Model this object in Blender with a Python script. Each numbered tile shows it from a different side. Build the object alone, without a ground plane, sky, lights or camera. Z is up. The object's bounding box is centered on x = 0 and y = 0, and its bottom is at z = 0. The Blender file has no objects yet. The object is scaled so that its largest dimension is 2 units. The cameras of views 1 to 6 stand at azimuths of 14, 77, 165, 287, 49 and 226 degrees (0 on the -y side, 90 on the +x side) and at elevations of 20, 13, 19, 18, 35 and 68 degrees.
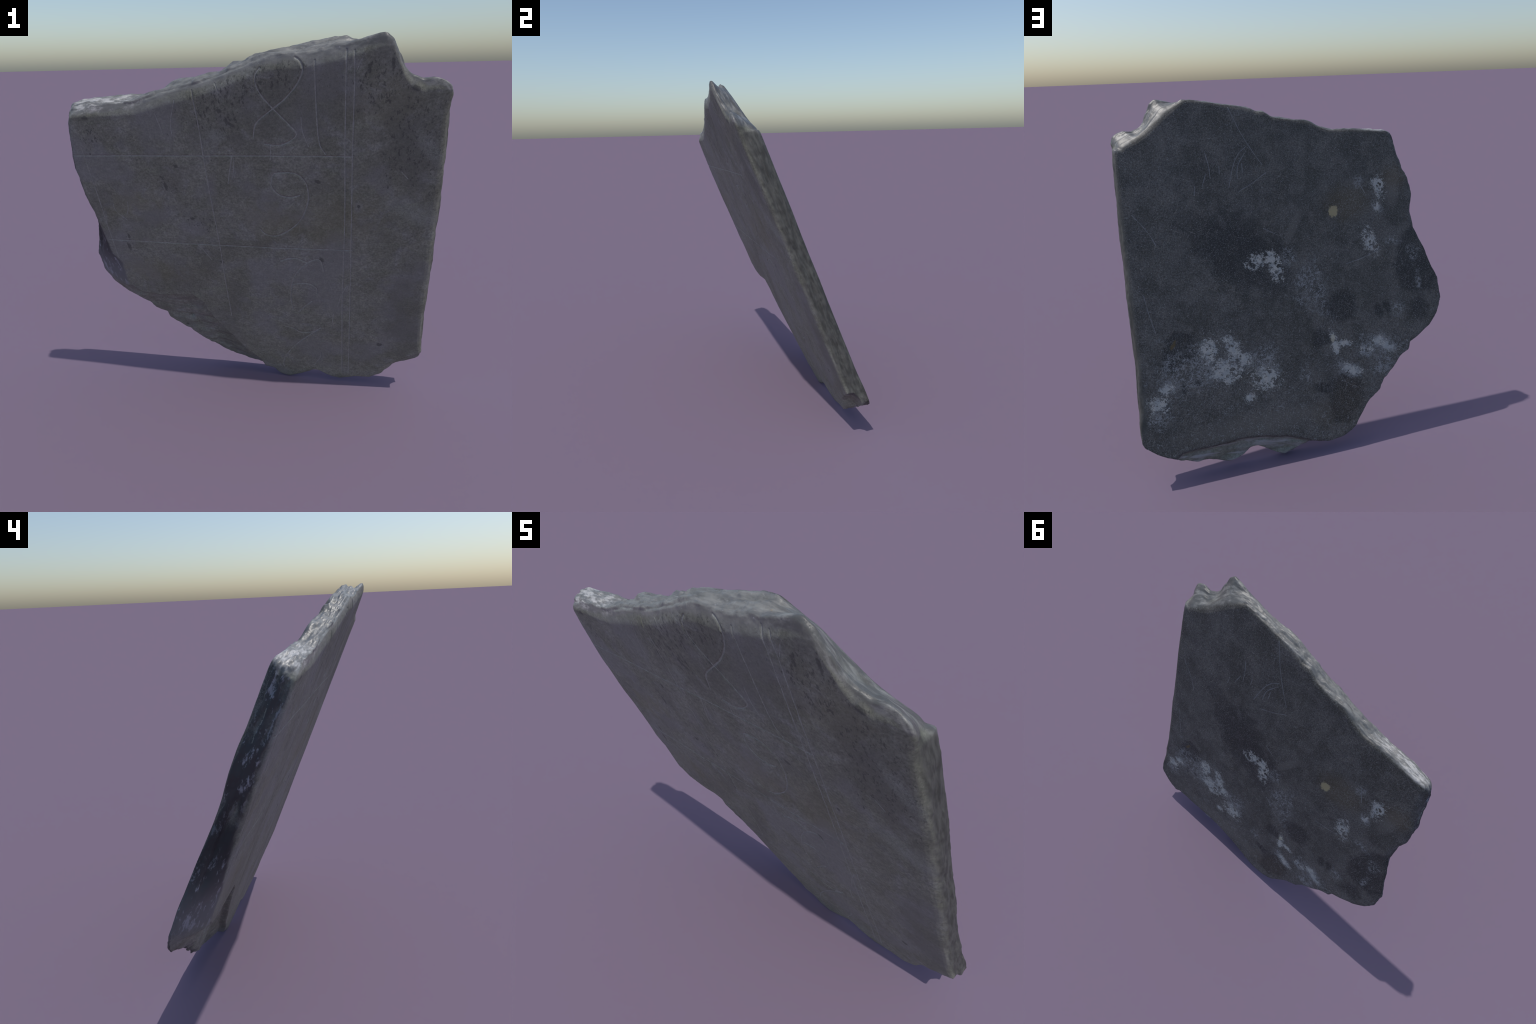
"""Leaning fragment of a grey slate slab with incised numerals 8, 9, 6, 7 in a ruled grid.

The slab is described in its own frame: x across, y up the slab, z through the
thickness (z = +HALF is the inscribed face, z = -HALF the stained dark face).
"""
import bpy, bmesh, math
import numpy as np
from mathutils import Matrix, Vector

# ------------------------------------------------------------------ frame
AXIS_X = np.array([0.99984, 0.01669, 0.00646])
AXIS_Y = np.array([0.0, -0.36106, 0.93254])
AXIS_Z = np.array([0.01790, -0.93239, -0.36100])
ORIGIN = np.array([0.0, 0.0025, 1.0010])
HALF = 0.0539
VOXEL = 0.0046

# ------------------------------------------------------------------ outlines (clockwise from the upper left corner)
FRONT_RIM = [(-0.774, 0.752), (-0.747, 0.779), (-0.642, 0.803), (-0.426, 0.815), (-0.277, 0.855), (-0.138, 0.886),
             (-0.020, 0.922), (0.094, 0.962), (0.191, 0.996), (0.263, 1.004), (0.298, 1.000), (0.378, 1.009),
             (0.509, 1.031), (0.625, 1.071), (0.661, 1.081), (0.688, 1.063), (0.715, 1.004), (0.737, 0.954),
             (0.763, 0.921), (0.811, 0.899), (0.848, 0.909), (0.886, 0.897), (0.914, 0.874), (0.924, 0.838),
             (0.919, 0.758), (0.928, 0.564), (0.933, 0.331), (0.931, 0.148), (0.937, -0.095), (0.934, -0.239),
             (0.935, -0.413), (0.941, -0.634), (0.946, -0.745), (0.944, -0.815), (0.925, -0.842), (0.862, -0.876), (0.748, -0.932),
             (0.700, -0.977), (0.666, -1.004), (0.596, -1.003), (0.479, -1.036), (0.399, -1.016), (0.352, -0.983),
             (0.312, -0.980), (0.237, -1.030), (0.161, -1.068), (0.103, -1.050), (0.066, -0.998), (0.003, -0.990),
             (-0.071, -0.992), (-0.134, -0.979), (-0.208, -0.949), (-0.277, -0.887), (-0.370, -0.816),
             (-0.438, -0.762), (-0.455, -0.715), (-0.495, -0.702), (-0.577, -0.621), (-0.580, -0.580),
             (-0.651, -0.553), (-0.660, -0.502), (-0.715, -0.460), (-0.750, -0.400), (-0.758, -0.300),
             (-0.757, -0.248), (-0.753, -0.147), (-0.794, -0.073), (-0.803, 0.047), (-0.815, 0.195),
             (-0.831, 0.265), (-0.832, 0.311), (-0.826, 0.397), (-0.831, 0.465), (-0.815, 0.574), (-0.799, 0.670)]
BACK_RIM = [(-0.766, 0.774), (-0.747, 0.790), (-0.661, 0.801), (-0.525, 0.815), (-0.449, 0.817), (-0.358, 0.822),
            (-0.302, 0.839), (-0.234, 0.876), (-0.132, 0.900), (-0.012, 0.917), (0.013, 0.937), (0.037, 0.955),
            (0.088, 0.951), (0.112, 0.971), (0.187, 0.988), (0.275, 1.004), (0.354, 1.026), (0.447, 1.039),
            (0.504, 1.042), (0.559, 1.002), (0.614, 0.961), (0.677, 0.906), (0.738, 0.855), (0.790, 0.819),
            (0.884, 0.780), (0.920, 0.796), (0.926, 0.714), (0.930, 0.574), (0.934, 0.469), (0.936, 0.295),
            (0.937, 0.156), (0.935, 0.093), (0.941, -0.045), (0.939, -0.170), (0.938, -0.445), (0.946, -0.560),
            (0.944, -0.684), (0.947, -0.772), (0.945, -0.826), (0.932, -0.852), (0.878, -0.890), (0.820, -0.923),
            (0.770, -0.953), (0.660, -0.990), (0.596, -0.992), (0.479, -1.028), (0.399, -1.008), (0.352, -0.976),
            (0.312, -0.972), (0.237, -1.020), (0.161, -1.058), (0.100, -1.040), (0.012, -1.005), (-0.088, -1.018),
            (-0.194, -1.006), (-0.230, -0.985), (-0.275, -0.956), (-0.325, -0.898), (-0.386, -0.818),
            (-0.452, -0.776), (-0.495, -0.715), (-0.572, -0.658), (-0.614, -0.610), (-0.672, -0.573),
            (-0.692, -0.529), (-0.784, -0.480), (-0.842, -0.449), (-0.899, -0.377), (-0.935, -0.293),
            (-0.936, -0.237), (-0.937, -0.164), (-0.914, -0.105), (-0.895, 0.003), (-0.862, 0.080),
            (-0.825, 0.165), (-0.818, 0.263), (-0.846, 0.382), (-0.834, 0.481), (-0.808, 0.548),
            (-0.804, 0.605), (-0.787, 0.704)]
# crest of the scar where a flake has come off the inscribed face (lower left corner)
FRONT_SCAR = [(-0.850, -0.330), (-0.740, -0.330), (-0.690, -0.372), (-0.550, -0.386), (-0.420, -0.372), (-0.362, -0.368),
              (-0.318, -0.425), (-0.287, -0.514), (-0.243, -0.589), (-0.144, -0.754), (-0.081, -0.845),
              (-0.020, -0.915), (0.040, -1.060)]
# crest of the scar along the foot of the stained face
BACK_SCAR = [(0.860, -1.050), (0.800, -0.955), (0.740, -0.915), (0.622, -0.909), (0.487, -0.908), (0.405, -0.898), (0.260, -0.918),
             (0.159, -0.936), (0.012, -0.985), (-0.030, -1.080)]

# ------------------------------------------------------------------ engraving (x, y on the inscribed face)
STROKES = {
    "incised_numeral_eight": [
        [(0.109, 0.651), (0.120, 0.701), (0.144, 0.736), (0.208, 0.785), (0.266, 0.832), (0.312, 0.885),
         (0.337, 0.932), (0.341, 0.957), (0.330, 0.981), (0.313, 0.991)],
        [(0.167, 0.957), (0.150, 0.937), (0.143, 0.911), (0.152, 0.867), (0.175, 0.828), (0.208, 0.785),
         (0.239, 0.750), (0.274, 0.709), (0.301, 0.676), (0.296, 0.655), (0.264, 0.630), (0.217, 0.613), (0.156, 0.620)]],
    "incised_numeral_nine": [
        [(0.160, 0.424), (0.177, 0.378), (0.208, 0.347), (0.256, 0.339), (0.306, 0.353)],
        [(0.168, 0.414), (0.174, 0.449), (0.188, 0.468), (0.230, 0.475), (0.282, 0.470), (0.313, 0.448),
         (0.335, 0.404), (0.340, 0.340), (0.337, 0.317), (0.319, 0.257), (0.292, 0.202), (0.258, 0.161),
         (0.203, 0.118), (0.156, 0.099), (0.111, 0.111), (0.088, 0.140)]],
    "incised_numeral_six": [
        [(0.219, -0.428), (0.214, -0.346), (0.223, -0.246), (0.241, -0.178), (0.275, -0.115), (0.311, -0.076),
         (0.345, -0.052), (0.375, -0.045), (0.390, -0.066), (0.399, -0.119)],
        [(0.173, -0.068), (0.218, -0.047), (0.265, -0.044), (0.317, -0.071)],
        [(0.234, -0.231), (0.277, -0.220), (0.325, -0.223), (0.358, -0.253), (0.360, -0.292)],
        [(0.330, -0.355), (0.289, -0.400), (0.250, -0.451)]],
    "incised_numeral_seven": [
        [(0.175, -0.580), (0.212, -0.592), (0.256, -0.621), (0.317, -0.613), (0.374, -0.571)],
        [(0.374, -0.571), (0.285, -0.663), (0.227, -0.729), (0.153, -0.850), (0.131, -0.930), (0.136, -0.968)],
        [(0.368, -0.794), (0.363, -0.844), (0.321, -0.927)]],
    "ruled_line": [
        [(0.512, 1.016), (0.508, 0.640), (0.508, 0.222), (0.500, -0.203), (0.496, -0.400), (0.495, -0.975)],
        [(0.543, 1.014), (0.544, 0.881), (0.540, 0.560), (0.540, 0.223), (0.538, -0.300), (0.534, -0.965)],
        [(-0.800, 0.553), (-0.139, 0.558), (0.316, 0.561), (0.549, 0.559)],
        [(-0.779, 0.026), (-0.310, 0.022), (0.074, 0.021), (0.545, 0.027)],
        [(-0.747, 0.596), (-0.752, 0.305), (-0.758, 0.120), (-0.760, -0.110)],
        [(-0.138, 0.867), (-0.135, 0.701), (-0.142, 0.430), (-0.143, 0.022), (-0.151, -0.250), (-0.153, -0.522)],
        [(0.390, 0.981), (0.389, 0.894), (0.391, 0.730), (0.399, 0.621), (0.423, 0.571)]],
    "scratch": [
        [(0.325, 0.747), (0.328, 0.682), (0.352, 0.609)], [(0.183, 0.614), (0.176, 0.536)],
        [(-0.002, 0.554), (-0.021, 0.486), (-0.043, 0.401)], [(0.006, 0.548), (-0.003, 0.487), (-0.016, 0.438)],
        [(-0.327, 0.767), (-0.317, 0.708), (-0.311, 0.657)], [(-0.224, 0.828), (-0.260, 0.733), (-0.269, 0.664)],
        [(0.521, -0.220), (0.491, -0.300), (0.470, -0.392)], [(0.449, -0.446), (0.437, -0.554)],
        [(-0.261, 0.015), (-0.233, -0.028), (-0.200, -0.090)], [(-0.679, 0.275), (-0.679, 0.226), (-0.631, 0.165)],
        [(-0.597, 0.285), (-0.605, 0.240), (-0.627, 0.195)], [(0.571, 0.985), (0.553, 0.942)],
        [(-0.031, 0.898), (-0.018, 0.859)], [(0.752, 0.486), (0.781, 0.451)]],
}
BACK_SCRATCHES = [
    [(0.248, 0.980), (0.226, 0.919), (0.192, 0.827), (0.138, 0.718), (0.088, 0.631)],
    [(0.071, 0.584), (0.155, 0.531), (0.245, 0.486)],
    [(0.173, 0.743), (0.224, 0.701), (0.263, 0.629), (0.301, 0.513)],
    [(0.185, 0.706), (0.233, 0.634), (0.247, 0.553)], [(0.208, 0.647), (0.212, 0.588)],
    [(0.414, 0.722), (0.402, 0.647), (0.401, 0.566)], [(0.343, 0.643), (0.345, 0.598)],
    [(0.422, 0.604), (0.452, 0.533)], [(0.495, 0.537), (0.503, 0.479)],
    [(0.130, 0.258), (0.066, 0.221)],
    [(0.853, 0.405), (0.806, 0.344), (0.766, 0.276), (0.745, 0.224)],
    [(0.843, -0.038), (0.830, -0.130), (0.804, -0.253)],
    [(-0.496, 0.500), (-0.534, 0.410)], [(-0.355, -0.007), (-0.459, 0.015), (-0.593, 0.054)],
]


# ------------------------------------------------------------------ numeric helpers
def smooth(a, b, x):
    t = np.clip((x - a) / (b - a), 0, 1)
    return t * t * (3 - 2 * t)


_rng = np.random.default_rng(7)
_PERM = np.concatenate([_rng.permutation(256)] * 2)
_GRAD = _rng.normal(size=(256, 3))
_GRAD /= np.linalg.norm(_GRAD, axis=1)[:, None]


def perlin(p):
    i = np.floor(p).astype(int)
    f = p - i
    i &= 255
    w = f * f * f * (f * (f * 6 - 15) + 10)
    out = np.zeros(len(p))
    for dx in (0, 1):
        for dy in (0, 1):
            for dz in (0, 1):
                h = _PERM[_PERM[_PERM[(i[:, 0] + dx) & 255] + ((i[:, 1] + dy) & 255)] + ((i[:, 2] + dz) & 255)]
                g = _GRAD[h]
                d = f - np.array([dx, dy, dz])
                k = np.abs(1 - dx - w[:, 0]) * np.abs(1 - dy - w[:, 1]) * np.abs(1 - dz - w[:, 2])
                out += k * (g * d).sum(1)
    return out * 1.5


def fbm(p, octaves=3):
    return sum(perlin(p * 2 ** o + 17.3 * o) * 0.5 ** o for o in range(octaves))


def spline(points, step=0.006):
    """Catmull-Rom curve through the control points."""
    p = np.array(points, float)
    p = np.vstack([2 * p[0] - p[1], p, 2 * p[-1] - p[-2]])
    out = []
    for k in range(1, len(p) - 2):
        n = max(2, int(np.linalg.norm(p[k + 1] - p[k]) / step))
        t = np.linspace(0, 1, n, endpoint=False)[:, None]
        a, b, c, d = p[k - 1], p[k], p[k + 1], p[k + 2]
        out.append(0.5 * (2 * b + (c - a) * t + (2 * a - 5 * b + 4 * c - d) * t ** 2 + (3 * b - a - 3 * c + d) * t ** 3))
    out.append(p[-2][None])
    return np.vstack(out)


def line_distance(xy, line):
    """Unsigned distance to a polyline and the side of the nearest segment (+1 on the left of travel)."""
    best = np.full(len(xy), 9.0)
    side = np.zeros(len(xy))
    for a, b in zip(line[:-1], line[1:]):
        a, b = np.asarray(a, float), np.asarray(b, float)
        ab = b - a
        t = np.clip(((xy - a) @ ab) / (ab @ ab), 0, 1)
        v = xy - a - t[:, None] * ab
        d = np.hypot(v[:, 0], v[:, 1])
        m = d < best
        best[m] = d[m]
        side[m] = np.sign(ab[0] * v[m, 1] - ab[1] * v[m, 0])
    return best, side


# ------------------------------------------------------------------ blank: loft between the two rims
CENTRE = np.array([0.05, 0.0])
TURN = 1600
ANGLE = np.linspace(-math.pi, math.pi, TURN, endpoint=False)


def polar(rim):
    p = np.array(rim) - CENTRE
    a, r = np.arctan2(p[:, 1], p[:, 0]), np.hypot(p[:, 0], p[:, 1])
    # resample the polygon edges so that straight runs stay straight
    pts = np.vstack([p[k] + (p[(k + 1) % len(p)] - p[k]) * np.linspace(0, 1, 24, endpoint=False)[:, None] for k in range(len(p))])
    a, r = np.arctan2(pts[:, 1], pts[:, 0]), np.hypot(pts[:, 0], pts[:, 1])
    o = np.argsort(a)
    a, r = a[o], r[o]
    a = np.concatenate([a - 2 * math.pi, a, a + 2 * math.pi])
    r = np.interp(ANGLE, a, np.concatenate([r, r, r]))
    k = np.array([1, 2, 3, 2, 1]) / 9
    return sum(np.roll(r, s) * w for s, w in zip(range(-2, 3), k))


def build_blank():
    rf, rb = polar(FRONT_RIM), polar(BACK_RIM)
    ca, sa = np.cos(ANGLE), np.sin(ANGLE)
    deg = np.degrees(ANGLE)
    rx, ry = CENTRE[0] + rf * ca, CENTRE[1] + rf * sa
    right = smooth(0.88, 0.92, rx) * smooth(0.86, 0.80, ry) * smooth(-0.80, -0.62, ry)
    top = smooth(0.60, 0.75, ry - 0.16 * rx)
    left = smooth(-0.72, -0.78, rx)
    round_f = 0.022 + 0.020 * right + 0.004 * top + 0.004 * left
    round_b = 0.014 + 0.016 * right + 0.010 * left + 0.010 * top
    # the tracing follows the worn crests; the true rims lie a little further out
    corner = smooth(-0.62, -0.74, rx) * top
    grow_f, grow_b = 0.008 * top - 0.012 * corner + 0.006 * right, -0.001 * top - 0.010 * corner - 0.011 * right
    lobe = smooth(-0.60, -0.70, rx) * smooth(0.02, -0.12, ry) * smooth(-0.62, -0.45, ry)
    low = smooth(0.0, -0.15, rx) * smooth(-0.40, -0.55, ry)
    grow_f = grow_f + 0.014 * low + 0.014 * lobe
    grow_b = grow_b + 0.016 * lobe + 0.012 * low
    grow_left = 0.012 * smooth(-0.62, -0.74, rx) * smooth(-0.44, -0.34, ry)
    tip = smooth(-0.66, -0.78, ry) * smooth(0.72, 0.82, rx)
    round_f, round_b = round_f * (1 - 0.45 * tip), round_b * (1 - 0.5 * tip)
    rows = 30
    verts, faces = [], []
    for k in range(rows):
        f = k / (rows - 1)
        z = HALF * (1 - 2 * f)
        s = f
        # the bevel at the upper right corner is scooped, the broken top has a shallow hollow along its middle
        notch = smooth(0.5, 0.6, rx) * smooth(0.70, 0.80, ry)
        s = f + notch * 0.0
        r = rf * (1 - s) + rb * s
        r = r + grow_f * (1 - s) + grow_b * s + grow_left * float(smooth(0.0, 0.5, f)) + (0.016 * lobe + notch * -0.002 + top * (1 - notch) * 0.003 - right * 0.003) * math.sin(math.pi * f)
        for d, R in ((HALF - z, round_f), (z + HALF, round_b)):
            u = np.clip(1 - d / R, 0, 1)
            r = r - R * (1 - np.sqrt(1 - u * u))
        verts.append(np.stack([CENTRE[0] + r * ca, CENTRE[1] + r * sa, np.full(TURN, z)], 1))
    verts = np.vstack(verts + [np.array([[*CENTRE, HALF], [*CENTRE, -HALF]])])
    c0, c1 = rows * TURN, rows * TURN + 1
    for j in range(TURN):
        n = (j + 1) % TURN
        faces.append((c0, j, n))
        faces.append((c1, (rows - 1) * TURN + n, (rows - 1) * TURN + j))
        for k in range(rows - 1):
            faces.append((k * TURN + j, (k + 1) * TURN + j, (k + 1) * TURN + n, k * TURN + n))
    me = bpy.data.meshes.new("blank")
    me.from_pydata(verts.tolist(), [], faces)
    ob = bpy.data.objects.new("blank", me)
    bpy.context.scene.collection.objects.link(ob)
    m = ob.modifiers.new("remesh", "REMESH")
    m.mode = "VOXEL"
    m.voxel_size = VOXEL
    dg = bpy.context.evaluated_depsgraph_get()
    out = bpy.data.meshes.new_from_object(ob.evaluated_get(dg))
    bpy.data.objects.remove(ob)
    bpy.data.meshes.remove(me)
    return out


def coords(me):
    v = np.empty(len(me.vertices) * 3)
    me.vertices.foreach_get("co", v)
    return v.reshape(-1, 3)


def normals(me):
    v = np.empty(len(me.vertices) * 3)
    me.vertex_normals.foreach_get("vector", v)
    return v.reshape(-1, 3)


CURVES = [(name, k, spline(s)) for name, ss in STROKES.items() for k, s in enumerate(ss)]
BACK_CURVES = [("abrasion", k, spline(s)) for k, s in enumerate(BACK_SCRATCHES)]
WIDTH = {"ruled_line": 0.0022, "scratch": 0.0016, "abrasion": 0.0019}
DEPTH = {"ruled_line": 0.0026, "scratch": 0.0014, "abrasion": 0.0006}


def nearest_curve(xy, curves):
    best = np.full(len(xy), 9.0)
    who = np.full(len(xy), -1)
    for i, (_, _, c) in enumerate(curves):
        lo, hi = c.min(0) - 0.03, c.max(0) + 0.03
        m = np.where(((xy > lo) & (xy < hi)).all(1))[0]
        if len(m) == 0:
            continue
        d, _ = line_distance(xy[m], c[::2] if len(c) > 8 else c)
        k = m[d < best[m]]
        best[k] = d[d < best[m]]
        who[k] = i
    return best, who


def refine(me):
    """Finer mesh where something is engraved."""
    co, no = coords(me), normals(me)
    near = np.zeros(len(co), bool)
    for curves, sel in ((CURVES, (co[:, 2] > HALF - 0.02) & (no[:, 2] > 0.5)), (BACK_CURVES, (co[:, 2] < -HALF + 0.02) & (no[:, 2] < -0.5))):
        idx = np.where(sel)[0]
        d, _ = nearest_curve(co[idx, :2], curves)
        near[idx[d < 0.009]] = True
    bm = bmesh.new()
    bm.from_mesh(me)
    bm.verts.ensure_lookup_table()
    edges = [e for e in bm.edges if near[e.verts[0].index] and near[e.verts[1].index]]
    bmesh.ops.subdivide_edges(bm, edges=edges, cuts=3, use_grid_fill=True)
    bmesh.ops.triangulate(bm, faces=bm.faces[:], quad_method="SHORT_EDGE")
    bm.to_mesh(me)
    bm.free()
    me.update()


def sculpt(me):
    co, no = coords(me), normals(me)
    xy, z = co[:, :2].copy(), co[:, 2].copy()
    # --- flake scars: squeeze the thickness beyond the crest of each scar
    d, s = line_distance(xy, FRONT_SCAR)
    inside = d * -s                                            # positive towards the lower left
    wob = 0.008 * fbm(np.c_[xy * 9, z * 0], 3)
    drop = 0.024 * smooth(-0.003, 0.011, inside + wob) + 0.026 * smooth(0.01, 0.17, inside)
    drop *= 1.02 + 0.45 * smooth(-0.45, -0.12, xy[:, 0])
    drop += 0.020 * np.exp(-(((xy - (-0.435, -0.611)) / 0.012) ** 2).sum(1))
    drop += smooth(0.0, 0.05, inside) * 0.009 * fbm(np.c_[xy[:, 0] * 7 + xy[:, 1] * 3, xy[:, 1] * 14, z * 0], 3)
    drop = np.clip(drop, 0, 0.082)
    d, s = line_distance(xy, BACK_SCAR)
    inside_b = d * s
    lift = 0.028 * smooth(-0.004, 0.022, inside_b + wob * 0.6) + 0.034 * smooth(0.02, 0.10, inside_b)
    lift += smooth(0.0, 0.03, inside_b) * 0.008 * fbm(np.c_[xy[:, 0] * 5, xy[:, 1] * 22, z * 0 + 3], 3)
    lift = np.clip(lift, 0, 0.070)
    # lower right corner of the inscribed face has a small facet of its own
    facet = (-(xy[:, 1] + 0.722) + 0.75 * (xy[:, 0] - 0.94)) + 0.006 * fbm(np.c_[xy * 16, z * 0 + 9], 2)
    drop += (0.036 * smooth(-0.006, 0.016, facet) + 0.024 * smooth(0.0, 0.08, facet)) * smooth(0.72, 0.82, xy[:, 0])
    rim_y = np.interp(xy[:, 0], *np.array([p for p in FRONT_RIM[2:21]]).T)
    drop += 0.013 * smooth(-0.055, 0.0, xy[:, 1] - rim_y) * smooth(-0.80, -0.70, xy[:, 0])
    t = (z + HALF) / (2 * HALF)
    z = (-HALF + lift) + t * (2 * HALF - drop - lift)
    co[:, 2] = z
    # --- relief: cleavage ledges on the broken rim, faint waviness on the faces
    rim = 1 - smooth(0.55, 0.93, np.abs(no[:, 2]))
    right = smooth(0.87, 0.91, xy[:, 0]) * smooth(0.84, 0.78, xy[:, 1])
    tall = smooth(0.55, 0.75, xy[:, 1] - 0.16 * xy[:, 0])
    bevel = smooth(0.50, 0.58, xy[:, 0]) * smooth(0.72, 0.80, xy[:, 1]) * (0.55 + 0.45 * smooth(0.03, -0.01, z))
    rough = rim * (0.60 + 0.30 * tall - 0.20 * right - 0.55 * bevel)
    ledge = fbm(np.c_[xy * 7, z * 42], 3)
    ledge = np.sign(ledge) * np.abs(ledge) ** 0.8
    grit = fbm(np.c_[xy * 38, z * 60], 3)
    amount = rough * (0.0105 * ledge + 0.0022 * grit)
    face = 0.0016 * fbm(np.c_[xy * 3.2, np.sign(z) * 5], 2) + 0.00035 * fbm(np.c_[xy * 60, z * 30], 2)
    amount += (1 - rim) * face
    # groove running down the left break
    short = smooth(-0.70, -0.76, xy[:, 0]) * smooth(-0.16, -0.04, xy[:, 1]) * smooth(0.36, 0.22, xy[:, 1])
    amount -= rim * short * 0.016 * np.exp(-((z - 0.004) / 0.016) ** 2)
    # chatter left by the tool that dressed the right side
    amount += rim * right * 0.0003 * np.sin(xy[:, 1] * 120 + 4 * fbm(np.c_[xy * 6, z * 20], 2))
    scar = smooth(0.0, 0.03, inside) * (no[:, 2] > 0.3) + smooth(0.0, 0.02, inside_b) * (no[:, 2] < -0.3)
    amount += scar * 0.0016 * fbm(np.c_[xy[:, 0] * 14, xy[:, 1] * 40, z * 10], 3)
    co += no * amount[:, None]
    # --- engraving
    for curves, side in ((CURVES, 1), (BACK_CURVES, -1)):
        idx = np.where((no[:, 2] * side > 0.5) & (co[:, 2] * side > 0))[0]
        d, who = nearest_curve(xy[idx], curves)
        names = [c[0] for c in curves]
        w = np.array([WIDTH.get(n, 0.0026) for n in names] + [1.0])[who]
        h = np.array([DEPTH.get(n, 0.0034) for n in names] + [0.0])[who]
        h = h * (0.75 + 0.5 * perlin(np.c_[xy[idx] * 18, np.zeros(len(idx))]))
        wide = w * 1.5
        profile = np.exp(-(d / wide) ** 2) - 0.22 * np.exp(-((d - 2.3 * wide) / wide) ** 2)
        co[idx, 2] -= side * h * profile
    me.vertices.foreach_set("co", co.ravel())
    me.update()
    return xy


# ------------------------------------------------------------------ shading
class Nodes:
    def __init__(self, name):
        self.mat = bpy.data.materials.new(name)
        self.mat.use_nodes = True
        self.t = self.mat.node_tree
        self.t.nodes.clear()
        tc = self.t.nodes.new("ShaderNodeTexCoord")
        self.p = tc.outputs["Object"]
        sep = self.node("ShaderNodeSeparateXYZ", Vector=self.p)
        self.x, self.y, self.z = sep.outputs

    def node(self, kind, _props=None, **inputs):
        n = self.t.nodes.new(kind)
        for k, v in (_props or {}).items():
            setattr(n, k, v)
        for k, v in inputs.items():
            self.put(n.inputs[k.replace("_", " ")], v)
        return n

    def put(self, socket, v):
        if isinstance(v, bpy.types.NodeSocket):
            self.t.links.new(v, socket)
        elif v is not None:
            socket.default_value = v

    def math(self, op, a, b=None, c=None, clamp=False):
        n = self.t.nodes.new("ShaderNodeMath")
        n.operation, n.use_clamp = op, clamp
        for s, v in zip(n.inputs, (a, b, c)):
            self.put(s, v)
        return n.outputs[0]

    def add(self, a, b): return self.math("ADD", a, b)
    def sub(self, a, b): return self.math("SUBTRACT", a, b)
    def mul(self, a, b): return self.math("MULTIPLY", a, b)
    def inv(self, a): return self.math("SUBTRACT", 1.0, a, clamp=True)
    def max(self, a, b): return self.math("MAXIMUM", a, b)

    def step(self, v, lo, hi, a=0.0, b=1.0):
        n = self.t.nodes.new("ShaderNodeMapRange")
        n.interpolation_type = "SMOOTHSTEP"
        for k, s in zip(("Value", "From Min", "From Max", "To Min", "To Max"), (v, lo, hi, a, b)):
            self.put(n.inputs[k], s)
        return n.outputs[0]

    def place(self, loc=(0, 0, 0), rot=0.0, scale=(1, 1, 1), kind="TEXTURE"):
        n = self.t.nodes.new("ShaderNodeMapping")
        n.vector_type = kind
        self.put(n.inputs["Vector"], self.p)
        n.inputs["Location"].default_value = loc
        n.inputs["Rotation"].default_value = (0, 0, rot)
        n.inputs["Scale"].default_value = scale
        return n.outputs[0]

    def noise(self, scale, detail=3.0, rough=0.55, vec=None, distort=0.0):
        n = self.node("ShaderNodeTexNoise", Vector=vec or self.p, Scale=scale, Detail=detail, Roughness=rough, Distortion=distort)
        return n.outputs["Fac"]

    def blob(self, x, y, rx, ry, rot=0.0, ragged=None, k=0.0, soft=0.25):
        """1 inside an ellipse, 0 outside, its border broken up by a noise."""
        v = self.place((x, y, 0), math.radians(rot), (rx * 4, ry * 4, 4e3))
        d = self.node("ShaderNodeTexGradient", {"gradient_type": "SPHERICAL"}, Vector=v).outputs["Fac"]
        d = self.math("MULTIPLY_ADD", d, -4.0, 4.0)
        if ragged is not None:
            d = self.add(d, self.mul(self.sub(ragged, 0.5), k))
        return self.step(d, 1.0 + soft, 1.0 - soft)

    def mix(self, fac, a, b, kind="MIX"):
        n = self.t.nodes.new("ShaderNodeMix")
        n.data_type, n.blend_type = "RGBA", kind
        for s, v in ((n.inputs[0], fac), (n.inputs[6], a), (n.inputs[7], b)):
            self.put(s, (*v, 1.0) if isinstance(v, tuple) and len(v) == 3 else v)
        return n.outputs[2]

    def curve(self, v, points, lo, hi, low, high):
        """Piecewise linear function of v given by (v, value) points."""
        n = self.t.nodes.new("ShaderNodeFloatCurve")
        c = n.mapping.curves[0]
        pts = [((a - lo) / (hi - lo), (b - low) / (high - low)) for a, b in points]
        while len(c.points) < len(pts):
            c.points.new(0.5, 0.5)
        for q, (a, b) in zip(c.points, pts):
            q.location = (min(max(a, 0), 1), b)
            q.handle_type = "VECTOR"
        n.mapping.update()
        self.put(n.inputs["Value"], self.math("DIVIDE", self.sub(v, lo), hi - lo, clamp=True))
        return self.add(self.mul(n.outputs[0], high - low), low)

    def total(self, items):
        out = items[0]
        for i in items[1:]:
            out = self.max(out, i)
        return out

    def finish(self, colour, rough, height=None, strength=0.3, distance=0.002, spec=0.5):
        b = self.node("ShaderNodeBsdfPrincipled", Base_Color=colour, Roughness=rough)
        b.inputs["Specular IOR Level"].default_value = spec if not isinstance(spec, bpy.types.NodeSocket) else 0.5
        if isinstance(spec, bpy.types.NodeSocket):
            self.put(b.inputs["Specular IOR Level"], spec)
        if height is not None:
            n = self.node("ShaderNodeBump", Height=height, Strength=strength, Distance=distance)
            self.put(b.inputs["Normal"], n.outputs[0])
        o = self.t.nodes.new("ShaderNodeOutputMaterial")
        self.t.links.new(b.outputs[0], o.inputs[0])
        return self.mat


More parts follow.
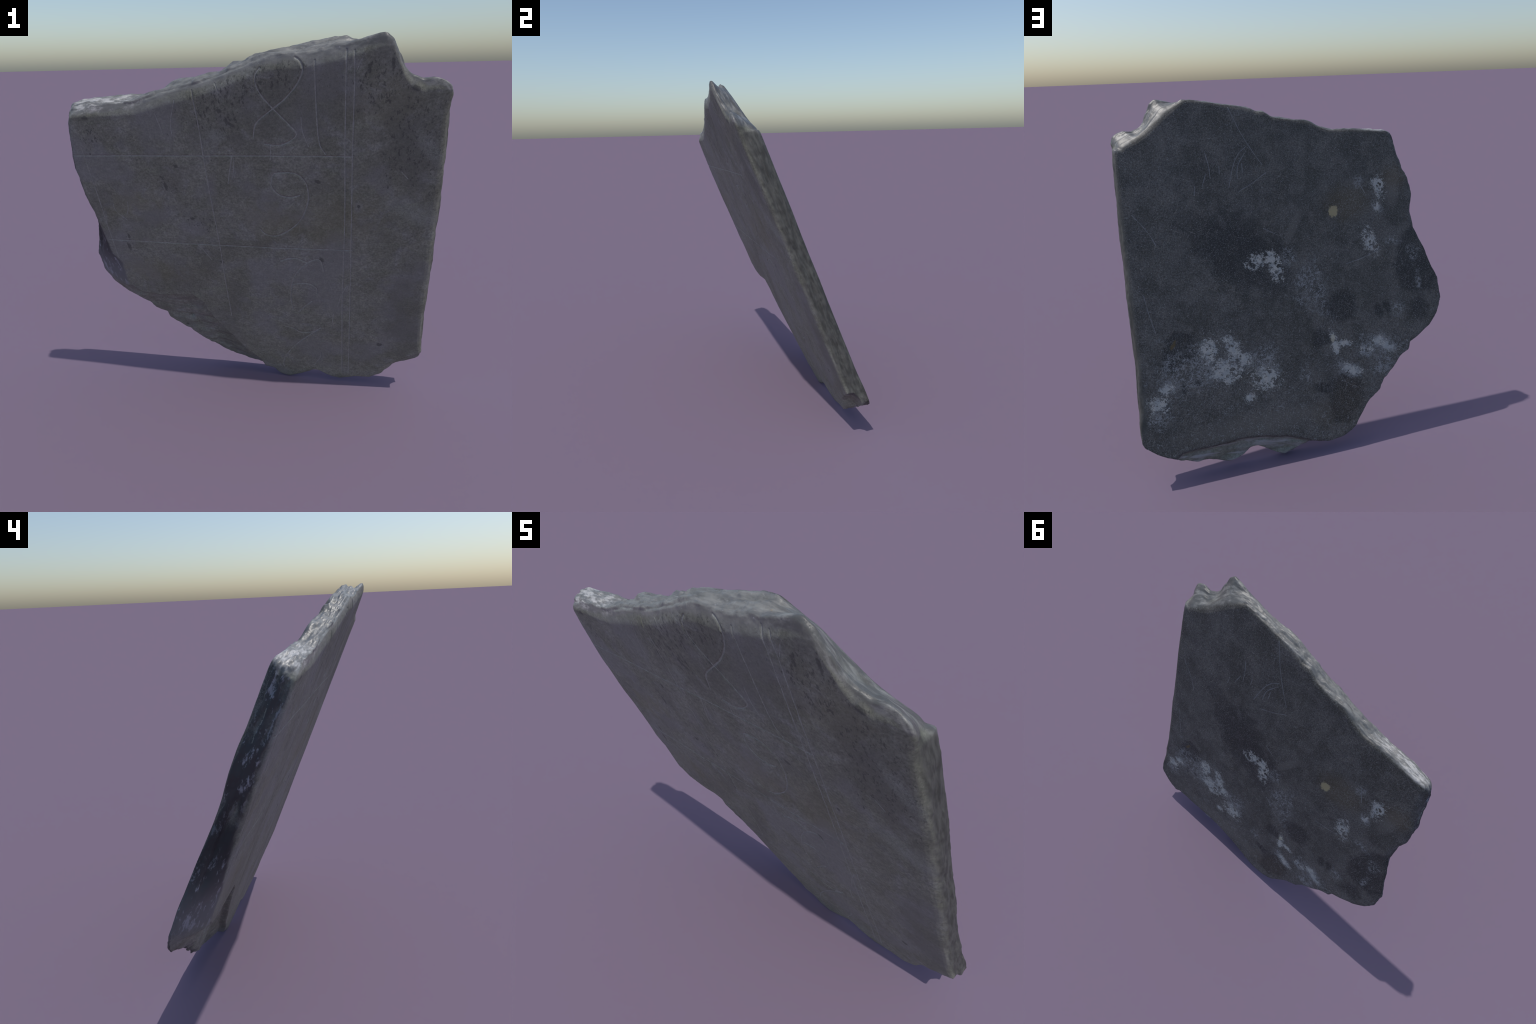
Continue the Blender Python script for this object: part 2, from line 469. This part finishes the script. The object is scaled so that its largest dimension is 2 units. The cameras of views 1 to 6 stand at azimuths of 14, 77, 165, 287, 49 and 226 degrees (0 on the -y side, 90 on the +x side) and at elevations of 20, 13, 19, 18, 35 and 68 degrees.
FRONT_GREY = (0.083, 0.079, 0.084)
BACK_SLATE = (0.030, 0.034, 0.040)


def inscribed_colour(g, full, fine, mid, broad, cloud, ragged, hairs):
    streak = g.noise(22, 4, 0.62, g.place(rot=math.radians(4), scale=(3.2, 0.75, 1)))
    # ---- inscribed face: warm grey with lilac and olive clouds, dark pits
    c = g.mix(g.step(broad, 0.30, 0.70), (0.1568, 0.1615, 0.1274), (0.2106, 0.2152, 0.1834))
    c = g.mix(g.mul(g.step(cloud, 0.50, 0.68), 0.55), c, (0.2106, 0.2176, 0.2085))
    c = g.mix(g.mul(g.step(streak, 0.52, 0.70), 0.40), c, (0.1837, 0.2029, 0.1467))
    grain = g.noise(95, 4, 0.72)
    k = g.mul(g.step(grain, 0.22, 0.78, 0.64, 1.32), g.step(mid, 0.25, 0.75, 0.82, 1.18))
    c = g.mix(1.0, c, g.node("ShaderNodeCombineColor", Red=k, Green=k, Blue=k).outputs[0], "MULTIPLY")
    drift = g.noise(3.4, 3, 0.55)
    c = g.mix(g.mul(g.step(drift, 0.50, 0.64), 0.50), c, (0.1950, 0.1960, 0.2000))
    c = g.mix(g.mul(g.step(drift, 0.46, 0.36), 0.35), c, (0.1250, 0.1260, 0.1150))
    if full:
        stains = g.total([g.blob(0.45, 0.20, 0.22, 0.12, 10, cloud, 2.2, 0.6), g.blob(0.13, 0.20, 0.13, 0.10, 70, cloud, 2.2, 0.6),
                          g.blob(0.66, 0.80, 0.13, 0.10, 0, cloud, 2.4, 0.6), g.blob(-0.55, 0.28, 0.18, 0.06, 20, cloud, 2.4, 0.6),
                          g.blob(-0.55, -0.18, 0.20, 0.07, 0, cloud, 2.4, 0.6)])
        c = g.mix(g.mul(stains, 0.28), c, (0.1657, 0.1565, 0.0888))
        shadowy = g.total([g.blob(0.84, -0.42, 0.10, 0.34, 5, cloud, 1.8, 0.55), g.blob(0.80, 0.62, 0.13, 0.20, 20, cloud, 2.2, 0.5),
                           g.blob(0.30, 0.80, 0.30, 0.16, 15, cloud, 2.2, 0.6)])
        c = g.mix(g.mul(shadowy, 0.42), c, (0.1053, 0.1075, 0.0908))
    if full:
        pitty = g.noise(85, 4, 0.70, g.place(scale=(1, 2.0, 1)))
        pit_zone = g.total([g.blob(-0.06, 0.74, 0.13, 0.09, -40, cloud, 1.5, 0.4), g.blob(0.80, 0.62, 0.14, 0.22, 15, cloud, 1.6, 0.5),
                            g.blob(0.64, 0.88, 0.14, 0.12, 0, cloud, 1.6, 0.5), g.blob(-0.66, 0.02, 0.025, 0.07, 5, cloud, 1.5, 0.4),
                            g.blob(-0.36, 0.38, 0.07, 0.05, -50, cloud, 1.5, 0.4), g.blob(0.72, 0.44, 0.05, 0.06, 0, cloud, 1.5, 0.4),
                            g.blob(-0.22, 0.16, 0.10, 0.05, -20, cloud, 1.5, 0.4), g.blob(-0.68, 0.66, 0.06, 0.10, 0, cloud, 1.6, 0.5),
                            g.blob(0.12, 0.90, 0.3, 0.12, 15, cloud, 2.0, 0.6)])
        pits = g.step(g.add(pitty, g.mul(pit_zone, 0.105)), 0.645, 0.720)
        big_pits = g.total([g.blob(x, y, rx, ry, r, ragged, 1.6, 0.3) for x, y, rx, ry, r in (
            (-0.677, 0.751, 0.018, 0.008, 0), (-0.137, 0.720, 0.006, 0.018, 8), (-0.028, 0.779, 0.010, 0.012, 0), (0.777, 0.865, 0.016, 0.010, -35),
            (0.687, 0.967, 0.007, 0.020, 5), (0.599, 0.945, 0.007, 0.020, 0), (0.385, 0.429, 0.013, 0.009, -40), (0.708, -0.677, 0.015, 0.016, -30),
            (-0.652, 0.055, 0.007, 0.020, 5), (-0.669, -0.018, 0.010, 0.024, 0), (0.391, -0.045, 0.010, 0.020, 30), (0.571, 0.297, 0.007, 0.010, 0),
            (-0.364, 0.386, 0.008, 0.024, 0), (-0.262, 0.193, 0.010, 0.008, 0), (-0.286, 0.500, 0.011, 0.009, 0), (0.017, 0.713, 0.018, 0.008, -35),
            (-0.150, -0.095, 0.012, 0.008, 0), (-0.480, -0.690, 0.010, 0.008, 0), (-0.003, 0.731, 0.007, 0.018, 0))])
        pits = g.max(pits, big_pits)
        c = g.mix(g.mul(pits, 0.66), c, (0.0465, 0.0488, 0.0458))
        hair_zone = g.step(g.noise(4.5, 3, 0.5), 0.50, 0.66)
        c = g.mix(g.mul(g.mul(hairs, hair_zone), 0.30), c, (0.3135, 0.3374, 0.2935))
    speck = g.step(fine, 0.60, 0.74)
    c = g.mix(g.mul(speck, 0.45), c, (0.3023, 0.3179, 0.2606))
    c = g.mix(g.mul(g.step(fine, 0.44, 0.32), 0.60), c, (0.0896, 0.0929, 0.0772))
    if full:
        scuffs = g.total([g.blob(0.82, 0.27, 0.11, 0.05, -25, cloud, 1.6, 0.6), g.blob(0.86, 0.60, 0.03, 0.10, 35, cloud, 1.6, 0.5), g.blob(-0.06, 0.66, 0.04, 0.03, 0, cloud, 1, 0.5)])
        c = g.mix(g.mul(scuffs, g.step(fine, 0.35, 0.65, 0.1, 0.5)), c, (0.2798, 0.3007, 0.2703))
    return c


def stained_colour(g, full, fine, mid, broad, cloud, ragged, hairs):
    # ---- stained face: blue black slate, black blotches, chalky lime patches
    s = g.mix(g.step(broad, 0.32, 0.68), (0.0501, 0.0485, 0.0419), (0.0791, 0.0759, 0.0699))
    s = g.mix(g.mul(g.step(cloud, 0.50, 0.66), 0.5), s, (0.0917, 0.0859, 0.0782))
    s = g.mix(g.mul(g.step(mid, 0.50, 0.68), 0.35), s, (0.0512, 0.0439, 0.0321))
    grain = g.noise(110, 4, 0.72)
    k = g.mul(g.step(grain, 0.25, 0.75, 0.40, 1.66), g.step(cloud, 0.30, 0.70, 0.86, 1.14))
    s = g.mix(1.0, s, g.node("ShaderNodeCombineColor", Red=k, Green=k, Blue=k).outputs[0], "MULTIPLY")
    if full:
        wiped = g.total([g.blob(0.56, 0.24, 0.15, 0.035, -42, cloud, 1.4, 0.5), g.blob(-0.05, 0.25, 0.025, 0.11, 32, cloud, 1.0, 0.4),
                         g.blob(0.40, 0.40, 0.025, 0.05, 5, cloud, 1.0, 0.4), g.blob(0.645, 0.80, 0.02, 0.06, 0, cloud, 1.2, 0.5),
                         g.blob(-0.72, 0.42, 0.04, 0.11, 10, cloud, 1.4, 0.5), g.blob(0.30, -0.84, 0.40, 0.06, 0, cloud, 1.4, 0.6)])
        s = g.mix(g.mul(wiped, 0.6), s, (0.1238, 0.1153, 0.1034))
        dark = g.total([g.blob(-0.835, -0.03, 0.165, 0.215, 10, cloud, 0.6, 0.15), g.blob(-0.285, -0.255, 0.095, 0.095, 0, cloud, 0.8, 0.25),
                        g.blob(-0.24, -0.78, 0.11, 0.17, 20, cloud, 1.3, 0.2), g.blob(0.70, -0.36, 0.085, 0.11, 30, cloud, 1.6, 0.25),
                        g.blob(-0.12, -0.72, 0.07, 0.03, 20, cloud, 1.3, 0.3), g.blob(-0.52, -0.315, 0.022, 0.045, -10, cloud, 1.2, 0.3),
                        g.blob(-0.58, -0.30, 0.022, 0.040, -25, cloud, 1.2, 0.3), g.blob(0.61, -0.555, 0.025, 0.016, 0, cloud, 1.2, 0.3),
                        g.blob(0.69, -0.575, 0.014, 0.030, 0, cloud, 1.2, 0.3), g.blob(-0.14, -0.43, 0.06, 0.05, 0, cloud, 1.6, 0.4),
                        g.blob(-0.79, -0.345, 0.06, 0.07, 0, cloud, 1.2, 0.4), g.blob(0.30, 0.15, 0.32, 0.18, 35, cloud, 1.6, 0.5),
                        g.blob(0.79, -0.66, 0.014, 0.03, 0, cloud, 1.0, 0.3)])
        s = g.mix(g.mul(dark, 0.82), s, (0.0150, 0.0150, 0.0150))
        rusty = g.total([g.blob(-0.25, -0.80, 0.10, 0.14, 20, mid, 1.6, 0.4), g.blob(-0.10, -0.86, 0.09, 0.08, 0, mid, 1.6, 0.5)])
        s = g.mix(g.mul(rusty, g.step(fine, 0.40, 0.70, 0.0, 0.75)), s, (0.1110, 0.0822, 0.0475))
        s = g.mix(g.mul(g.blob(-0.42, 0.36, 0.13, 0.10, 0, cloud, 1.4, 0.6), 0.45), s, (0.0897, 0.0695, 0.0363))
        s = g.mix(g.mul(g.blob(-0.74, 0.50, 0.08, 0.08, 0, cloud, 1.4, 0.6), 0.35), s, (0.1067, 0.0768, 0.0392))
        hair_zone_b = g.step(g.noise(3.6, 3, 0.5), 0.38, 0.56)
        s = g.mix(g.mul(g.mul(hairs, hair_zone_b), 0.75), s, (0.2456, 0.2231, 0.1928))
        upright = g.noise(1, 2, 0.5, g.place(rot=math.radians(91), scale=(0.30, 0.0040, 1)))
        s = g.mix(g.mul(g.step(upright, 0.64, 0.72), 0.35), s, (0.2135, 0.1939, 0.1676))
    s = g.mix(g.mul(g.step(fine, 0.54, 0.64), 0.68), s, (0.190, 0.193, 0.192))
    dots = g.noise(135, 2, 0.5)
    s = g.mix(g.mul(g.step(dots, 0.66, 0.71), 0.70), s, (0.240, 0.245, 0.245))
    s = g.mix(g.mul(g.step(fine, 0.44, 0.30), 0.30), s, (0.0342, 0.0312, 0.0252))
    if not full:
        return s
    crumb = g.add(g.mul(g.noise(46, 5, 0.70), 0.55), g.mul(g.noise(170, 3, 0.7), 0.45))
    flecks = g.step(crumb, 0.555, 0.610)
    fleck_zone = g.step(g.add(g.mul(g.y, -0.75), g.mul(g.sub(g.noise(3.2, 3, 0.5), 0.5), 1.6)), -0.10, 0.60)
    s = g.mix(g.mul(g.mul(flecks, fleck_zone), 0.60), s, (0.270, 0.280, 0.285))
    chalk = [(0.19, 0.070, 0.055, 0.035, -15), (0.088, 0.025, 0.032, 0.062, -8), (0.105, 0.075, 0.035, 0.030, 20), (0.135, 0.095, 0.045, 0.022, -20),
             (0.527, -0.395, 0.040, 0.060, 0), (0.452, -0.515, 0.085, 0.058, 8), (0.395, -0.395, 0.032, 0.070, -25),
             (0.350, -0.470, 0.045, 0.030, 20), (0.222, -0.595, 0.062, 0.050, 10), (0.778, -0.560, 0.032, 0.028, 0),
             (0.838, -0.640, 0.048, 0.040, 0), (0.330, -0.688, 0.028, 0.024, 0), (-0.211, -0.470, 0.020, 0.058, -6),
             (-0.278, -0.478, 0.034, 0.016, 8), (-0.520, 0.110, 0.036, 0.060, -12), (-0.634, 0.440, 0.036, 0.058, 0), (-0.602, 0.318, 0.018, 0.022, 0), (-0.500, -0.495, 0.030, 0.026, 0), (-0.545, -0.530, 0.045, 0.022, 30), (-0.400, -0.535, 0.034, 0.022, 10), (-0.300, -0.640, 0.055, 0.026, 25)]
    haze = [(0.001, 0.071, 0.045, 0.045, 0), (-0.110, -0.120, 0.080, 0.150, -8), (0.220, -0.490, 0.085, 0.075, 0),
            (-0.280, -0.630, 0.085, 0.045, 28), (-0.493, -0.500, 0.075, 0.055, 0), (-0.540, -0.540, 0.130, 0.060, 20),
            (-0.420, -0.530, 0.070, 0.060, 0), (-0.602, 0.316, 0.035, 0.045, 0), (-0.646, -0.330, 0.040, 0.050, 0),
            (-0.496, 0.480, 0.030, 0.040, 30), (-0.815, -0.165, 0.020, 0.050, 5), (-0.678, 0.100, 0.065, 0.030, 10),
            (-0.815, 0.020, 0.045, 0.050, 25), (-0.017, -0.622, 0.035, 0.060, 0), (0.600, -0.370, 0.050, 0.035, 0),
            (0.840, -0.720, 0.060, 0.040, 0), (-0.500, -0.640, 0.090, 0.070, 0), (0.66, -0.50, 0.16, 0.09, 0)]
    full = g.mul(g.total([g.blob(*b, crumb, 9.0, 0.30) for b in chalk]), g.mul(g.step(crumb, 0.66, 0.56), g.step(g.noise(27, 4, 0.65), 0.40, 0.47)))
    thin = g.mul(g.total([g.blob(*b, cloud, 2.5, 0.60) for b in haze]), g.step(crumb, 0.48, 0.55, 0.0, 1.0))
    s = g.mix(g.mul(thin, 0.72), s, (0.270, 0.280, 0.285))
    s = g.mix(g.mul(full, 0.88), s, g.mix(g.step(mid, 0.35, 0.65), (0.330, 0.350, 0.345), (0.440, 0.435, 0.400)))
    s = g.mix(g.mul(g.blob(-0.315, 0.318, 0.028, 0.034, 30, crumb, 3.0, 0.15), 0.9), s, (0.3315, 0.2858, 0.1620))
    s = g.mix(g.mul(g.blob(0.722, -0.330, 0.010, 0.028, 35, ragged, 2.5, 0.3), 0.7), s, (0.1105, 0.0787, 0.0240))
    s = g.mix(g.mul(g.blob(-0.205, -0.435, 0.014, 0.022, 10, crumb, 2.0, 0.2), 0.7), s, (0.4290, 0.4064, 0.3120))
    return s


def stone(face):
    """Slate; face says which side gets its full set of marks: inscribed, stained or edge (neither)."""
    g = Nodes("slate_" + face)
    full_front, full_back = face == "inscribed", face == "stained"
    fine = g.noise(210, 4, 0.65)
    mid = g.noise(34, 5, 0.6)
    broad = g.noise(5.5, 4, 0.55)
    cloud = g.noise(11, 5, 0.6, distort=0.6)
    ragged = g.noise(70, 3, 0.6)
    wander = g.mul(g.sub(g.noise(14, 4, 0.6), 0.5), 0.030)
    hairs = None
    if face != "edge":
        hairs = g.total([g.step(g.noise(1, 3, 0.6, g.place(rot=r, scale=(l, w, 1))), 0.630, 0.705)
                         for r, l, w in ((0.5, 0.16, 0.0042), (-0.9, 0.10, 0.0040), (1.9, 0.14, 0.0036))])
    inscribed = inscribed_colour(g, full_front, fine, mid, broad, cloud, ragged, hairs)
    stained = None
    if face != "inscribed":
        stained = stained_colour(g, full_back, fine, mid, broad, cloud, ragged, hairs)

    # ---- where on the stone are we?
    top_f = g.curve(g.x, [(-1.0, 0.765), (-0.80, 0.770), (-0.74, 0.779), (-0.426, 0.812), (-0.277, 0.855), (-0.02, 0.922), (0.191, 0.994),
                          (0.378, 1.009), (0.509, 1.031), (0.655, 1.065), (0.69, 1.03), (0.737, 0.954), (0.763, 0.921),
                          (0.811, 0.899), (0.88, 0.885), (0.93, 0.85), (1.0, 0.84)], -1, 1, 0.6, 1.2)
    top_b = g.curve(g.x, [(-1.0, 0.775), (-0.80, 0.775), (-0.74, 0.790), (-0.449, 0.817), (-0.358, 0.822), (-0.234, 0.876), (-0.012, 0.917),
                          (0.037, 0.952), (0.187, 0.988), (0.447, 1.039), (0.504, 1.042), (0.614, 0.961),
                          (0.738, 0.855), (0.878, 0.768), (0.93, 0.750), (1.0, 0.74)], -1, 1, 0.6, 1.2)
    lin = g.math("DIVIDE", g.add(g.z, HALF), 2 * HALF, clamp=True)
    top_line = g.add(g.mul(top_f, lin), g.mul(top_b, g.inv(lin)))
    over = g.add(g.sub(g.y, top_line), wander)
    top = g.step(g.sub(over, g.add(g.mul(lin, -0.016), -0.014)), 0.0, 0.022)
    side_f = g.curve(g.y, [(-1.0, -0.80), (-0.40, -0.750), (-0.30, -0.758), (-0.147, -0.753), (-0.073, -0.794), (0.047, -0.803),
                           (0.265, -0.831), (0.465, -0.831), (0.574, -0.815), (0.752, -0.774), (1.0, -0.77)], -1, 1, -1.0, -0.5)
    left = g.step(g.add(g.sub(g.x, side_f), g.mul(wander, 0.6)), 0.014, -0.008)
    left = g.mul(g.mul(left, g.step(g.y, -0.38, -0.24)), 0.0 if full_back else g.inv(top))
    right = g.mul(g.step(g.add(g.x, g.mul(wander, 0.7)), 0.890, 0.920), g.mul(g.inv(top), g.mul(g.step(g.z, HALF * 1.02, HALF * 0.45), g.step(g.y, -0.82, -0.74))))

    col = inscribed
    if stained is not None:
        # foot scar on the stained face has pale streaks
        foot = g.mul(g.mul(g.step(g.y, -0.88, -0.92), g.step(g.z, 0.045, 0.02)), g.step(g.x, -0.02, 0.06))
        silk = g.noise(30, 4, 0.65, g.place(rot=math.radians(6), scale=(5.0, 0.7, 1.0)))
        inscribed = g.mix(g.mul(foot, g.step(silk, 0.46, 0.62, 0.0, 0.8)), inscribed, (0.330, 0.330, 0.335))
        front = g.mul(g.step(g.add(g.z, g.mul(wander, 0.5)), -0.030, 0.002), g.inv(left))
        front = g.max(front, g.mul(right, g.step(g.z, -HALF, -HALF + 0.03)))
        front = g.max(front, g.mul(foot, g.step(g.z, -HALF + 0.006, -HALF + 0.018)))
        col = g.mix(front, stained, inscribed)

    # ---- left break: slate with chalky streaks
    chalky = g.noise(36, 5, 0.70, g.place(scale=(1.0, 2.6, 1.0)))
    l_ = g.mix(g.step(chalky, 0.53, 0.64), g.mix(g.step(g.y, 0.0, -0.25), (0.046, 0.046, 0.049), (0.135, 0.140, 0.145)), (0.26, 0.27, 0.30))
    l_ = g.mix(g.mul(g.blob(-0.82, 0.14, 0.2, 0.15, 0, cloud, 1.2, 0.5), 0.65), l_, (0.018, 0.019, 0.021))
    col = g.mix(left, col, l_)
    # ---- dressed right side: dark olive grey
    layers = g.noise(26, 5, 0.65, g.place(scale=(2.0, 2.0, 0.45)))
    r_ = g.mix(g.step(layers, 0.35, 0.65), (0.045, 0.046, 0.041), (0.092, 0.093, 0.085))
    r_ = g.mix(g.mul(g.step(fine, 0.60, 0.74), 0.5), r_, (0.13, 0.13, 0.12))
    col = g.mix(right, col, r_)
    # ---- fresh break along the top: paler grey, with specular flecks painted on in near-white
    t = g.mix(g.step(layers, 0.32, 0.68), (0.130, 0.131, 0.127), (0.225, 0.226, 0.215))
    t = g.mix(g.mul(g.step(mid, 0.52, 0.70), 0.6), t, (0.115, 0.118, 0.130))
    painted_glint = g.noise(60, 4, 0.72, g.place(rot=0.2, scale=(1.8, 0.8, 0.6)))
    t = g.mix(g.mul(g.step(painted_glint, 0.60, 0.70), 0.55), t, (0.36, 0.36, 0.37))
    t = g.mix(g.mul(g.step(g.x, 0.48, 0.62), g.step(layers, 0.62, 0.40)), t, (0.095, 0.096, 0.093))
    painted_sheen = g.blob(-0.60, 0.80, 0.17, 0.06, 3, mid, 2.0, 0.5)  # sun glint at the upper left corner, lightened into the base colour
    t = g.mix(g.mul(painted_sheen, g.step(layers, 0.46, 0.62, 0.05, 0.75)), t, (0.55, 0.54, 0.53))
    t = g.mix(g.mul(g.blob(0.520, 1.022, 0.010, 0.012, 0, ragged, 1.0, 0.3), g.mul(g.step(g.z, -0.008, 0.0), g.step(g.z, 0.016, 0.006))), t, (0.45, 0.30, 0.08))
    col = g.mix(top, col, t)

    rough = g.step(top, 0.0, 1.0, 0.60, 0.42)
    bump = g.add(g.add(g.mul(fine, 0.6), g.mul(mid, 0.6)), g.mul(g.noise(520, 2, 0.6), 0.25))
    return g.finish(col, rough, bump, 0.45, 0.0016, 0.45)


def groove(name, pale):
    g = Nodes(name)
    n = g.noise(60, 4, 0.6)
    f = g.noise(240, 3, 0.6)
    c = g.mix(g.step(n, 0.3, 0.7), tuple(v * 0.74 for v in pale), pale)
    c = g.mix(g.mul(g.step(f, 0.5, 0.35), 0.5), c, tuple(v * 0.5 for v in pale))
    return g.finish(c, 0.7, f, 0.3, 0.001, 0.4)


# ------------------------------------------------------------------ assembly
def main():
    me = build_blank()
    refine(me)
    sculpt(me)
    co, no = coords(me), normals(me)
    nt = len(me.polygons)
    tri = np.empty(nt * 3, dtype=np.int64)
    me.loops.foreach_get("vertex_index", tri)
    tri = tri.reshape(-1, 3)
    mid = co[tri].mean(1)
    fn = no[tri].mean(1)

    part = np.full(nt, -1)
    names = []

    def region(name, mask, kind="edge"):
        k = len(names)
        names.append((name, kind))
        part[mask & (part < 0)] = k

    for curves, side in ((CURVES, 1), (BACK_CURVES, -1)):
        idx = np.where((fn[:, 2] * side > 0.35) & (mid[:, 2] * side > 0.2 * HALF))[0]
        d, who = nearest_curve(mid[idx, :2], curves)
        labels = sorted({c[0] for c in curves})
        flat = [c[0] for c in curves]
        # the pale rock dust sits unevenly in the cuts
        uneven = 1.08 + 0.75 * perlin(np.c_[mid[idx, :2] * 26, np.full(len(idx), 3.1)])
        width = np.array([WIDTH.get(n, 0.0026) for n in flat] + [0.0])[who] * uneven
        for lab in labels:
            same = [i for i, n in enumerate(flat) if n == lab]
            groups = [[i] for i in same] if lab in WIDTH else [same]
            for grp in groups:
                m = np.zeros(nt, bool)
                m[idx[np.isin(who, grp) & (d < width)]] = True
                region(lab, m, "groove" if side > 0 else "abrasion")
    ang = np.degrees(np.arctan2(mid[:, 1] - CENTRE[1], mid[:, 0] - CENTRE[0]))
    flat_f = (fn[:, 2] > 0.62)
    flat_b = (fn[:, 2] < -0.62)
    region("inscribed_face", flat_f, "inscribed")
    region("stained_face", flat_b, "stained")
    region("dressed_edge", (ang > -42) & (ang < 41))
    region("fractured_edge", (ang >= 41) & (ang < 137.5))
    region("weathered_edge", (ang >= 137.5) | (ang < -150))
    region("chipped_edge", part < 0)

    mats = {"inscribed": stone("inscribed"), "stained": stone("stained"), "edge": stone("edge"), "groove": groove("rock_dust", (0.300, 0.304, 0.285)), "abrasion": groove("scuffed_slate", (0.200, 0.202, 0.205))}
    frame = Matrix([[AXIS_X[i], AXIS_Y[i], AXIS_Z[i], ORIGIN[i]] for i in range(3)] + [[0, 0, 0, 1]])
    world = co @ np.stack([AXIS_X, AXIS_Y, AXIS_Z]) + ORIGIN
    lo, hi = world.min(0), world.max(0)
    print("world bounds", lo.round(4), hi.round(4))
    frame.translation.z -= lo[2]  # rests on the ground
    root = bpy.data.objects.new("slate_fragment", None)
    root["label"] = "leaning broken grey slate slab with incised numerals"
    root["category"] = "inscribed slate fragment"
    bpy.context.scene.collection.objects.link(root)
    for k, (name, kind) in enumerate(names):
        f = tri[part == k]
        if len(f) == 0:
            continue
        used, inv = np.unique(f, return_inverse=True)
        m = bpy.data.meshes.new(name)
        m.from_pydata(co[used].tolist(), [], inv.reshape(-1, 3).tolist())
        m.polygons.foreach_set("use_smooth", np.ones(len(m.polygons), bool))
        m.normals_split_custom_set_from_vertices(no[used].tolist())
        m.materials.append(mats[kind])
        ob = bpy.data.objects.new(name, m)
        bpy.context.scene.collection.objects.link(ob)
        ob.parent = root
        ob.matrix_basis = frame
    bpy.data.meshes.remove(me)


main()
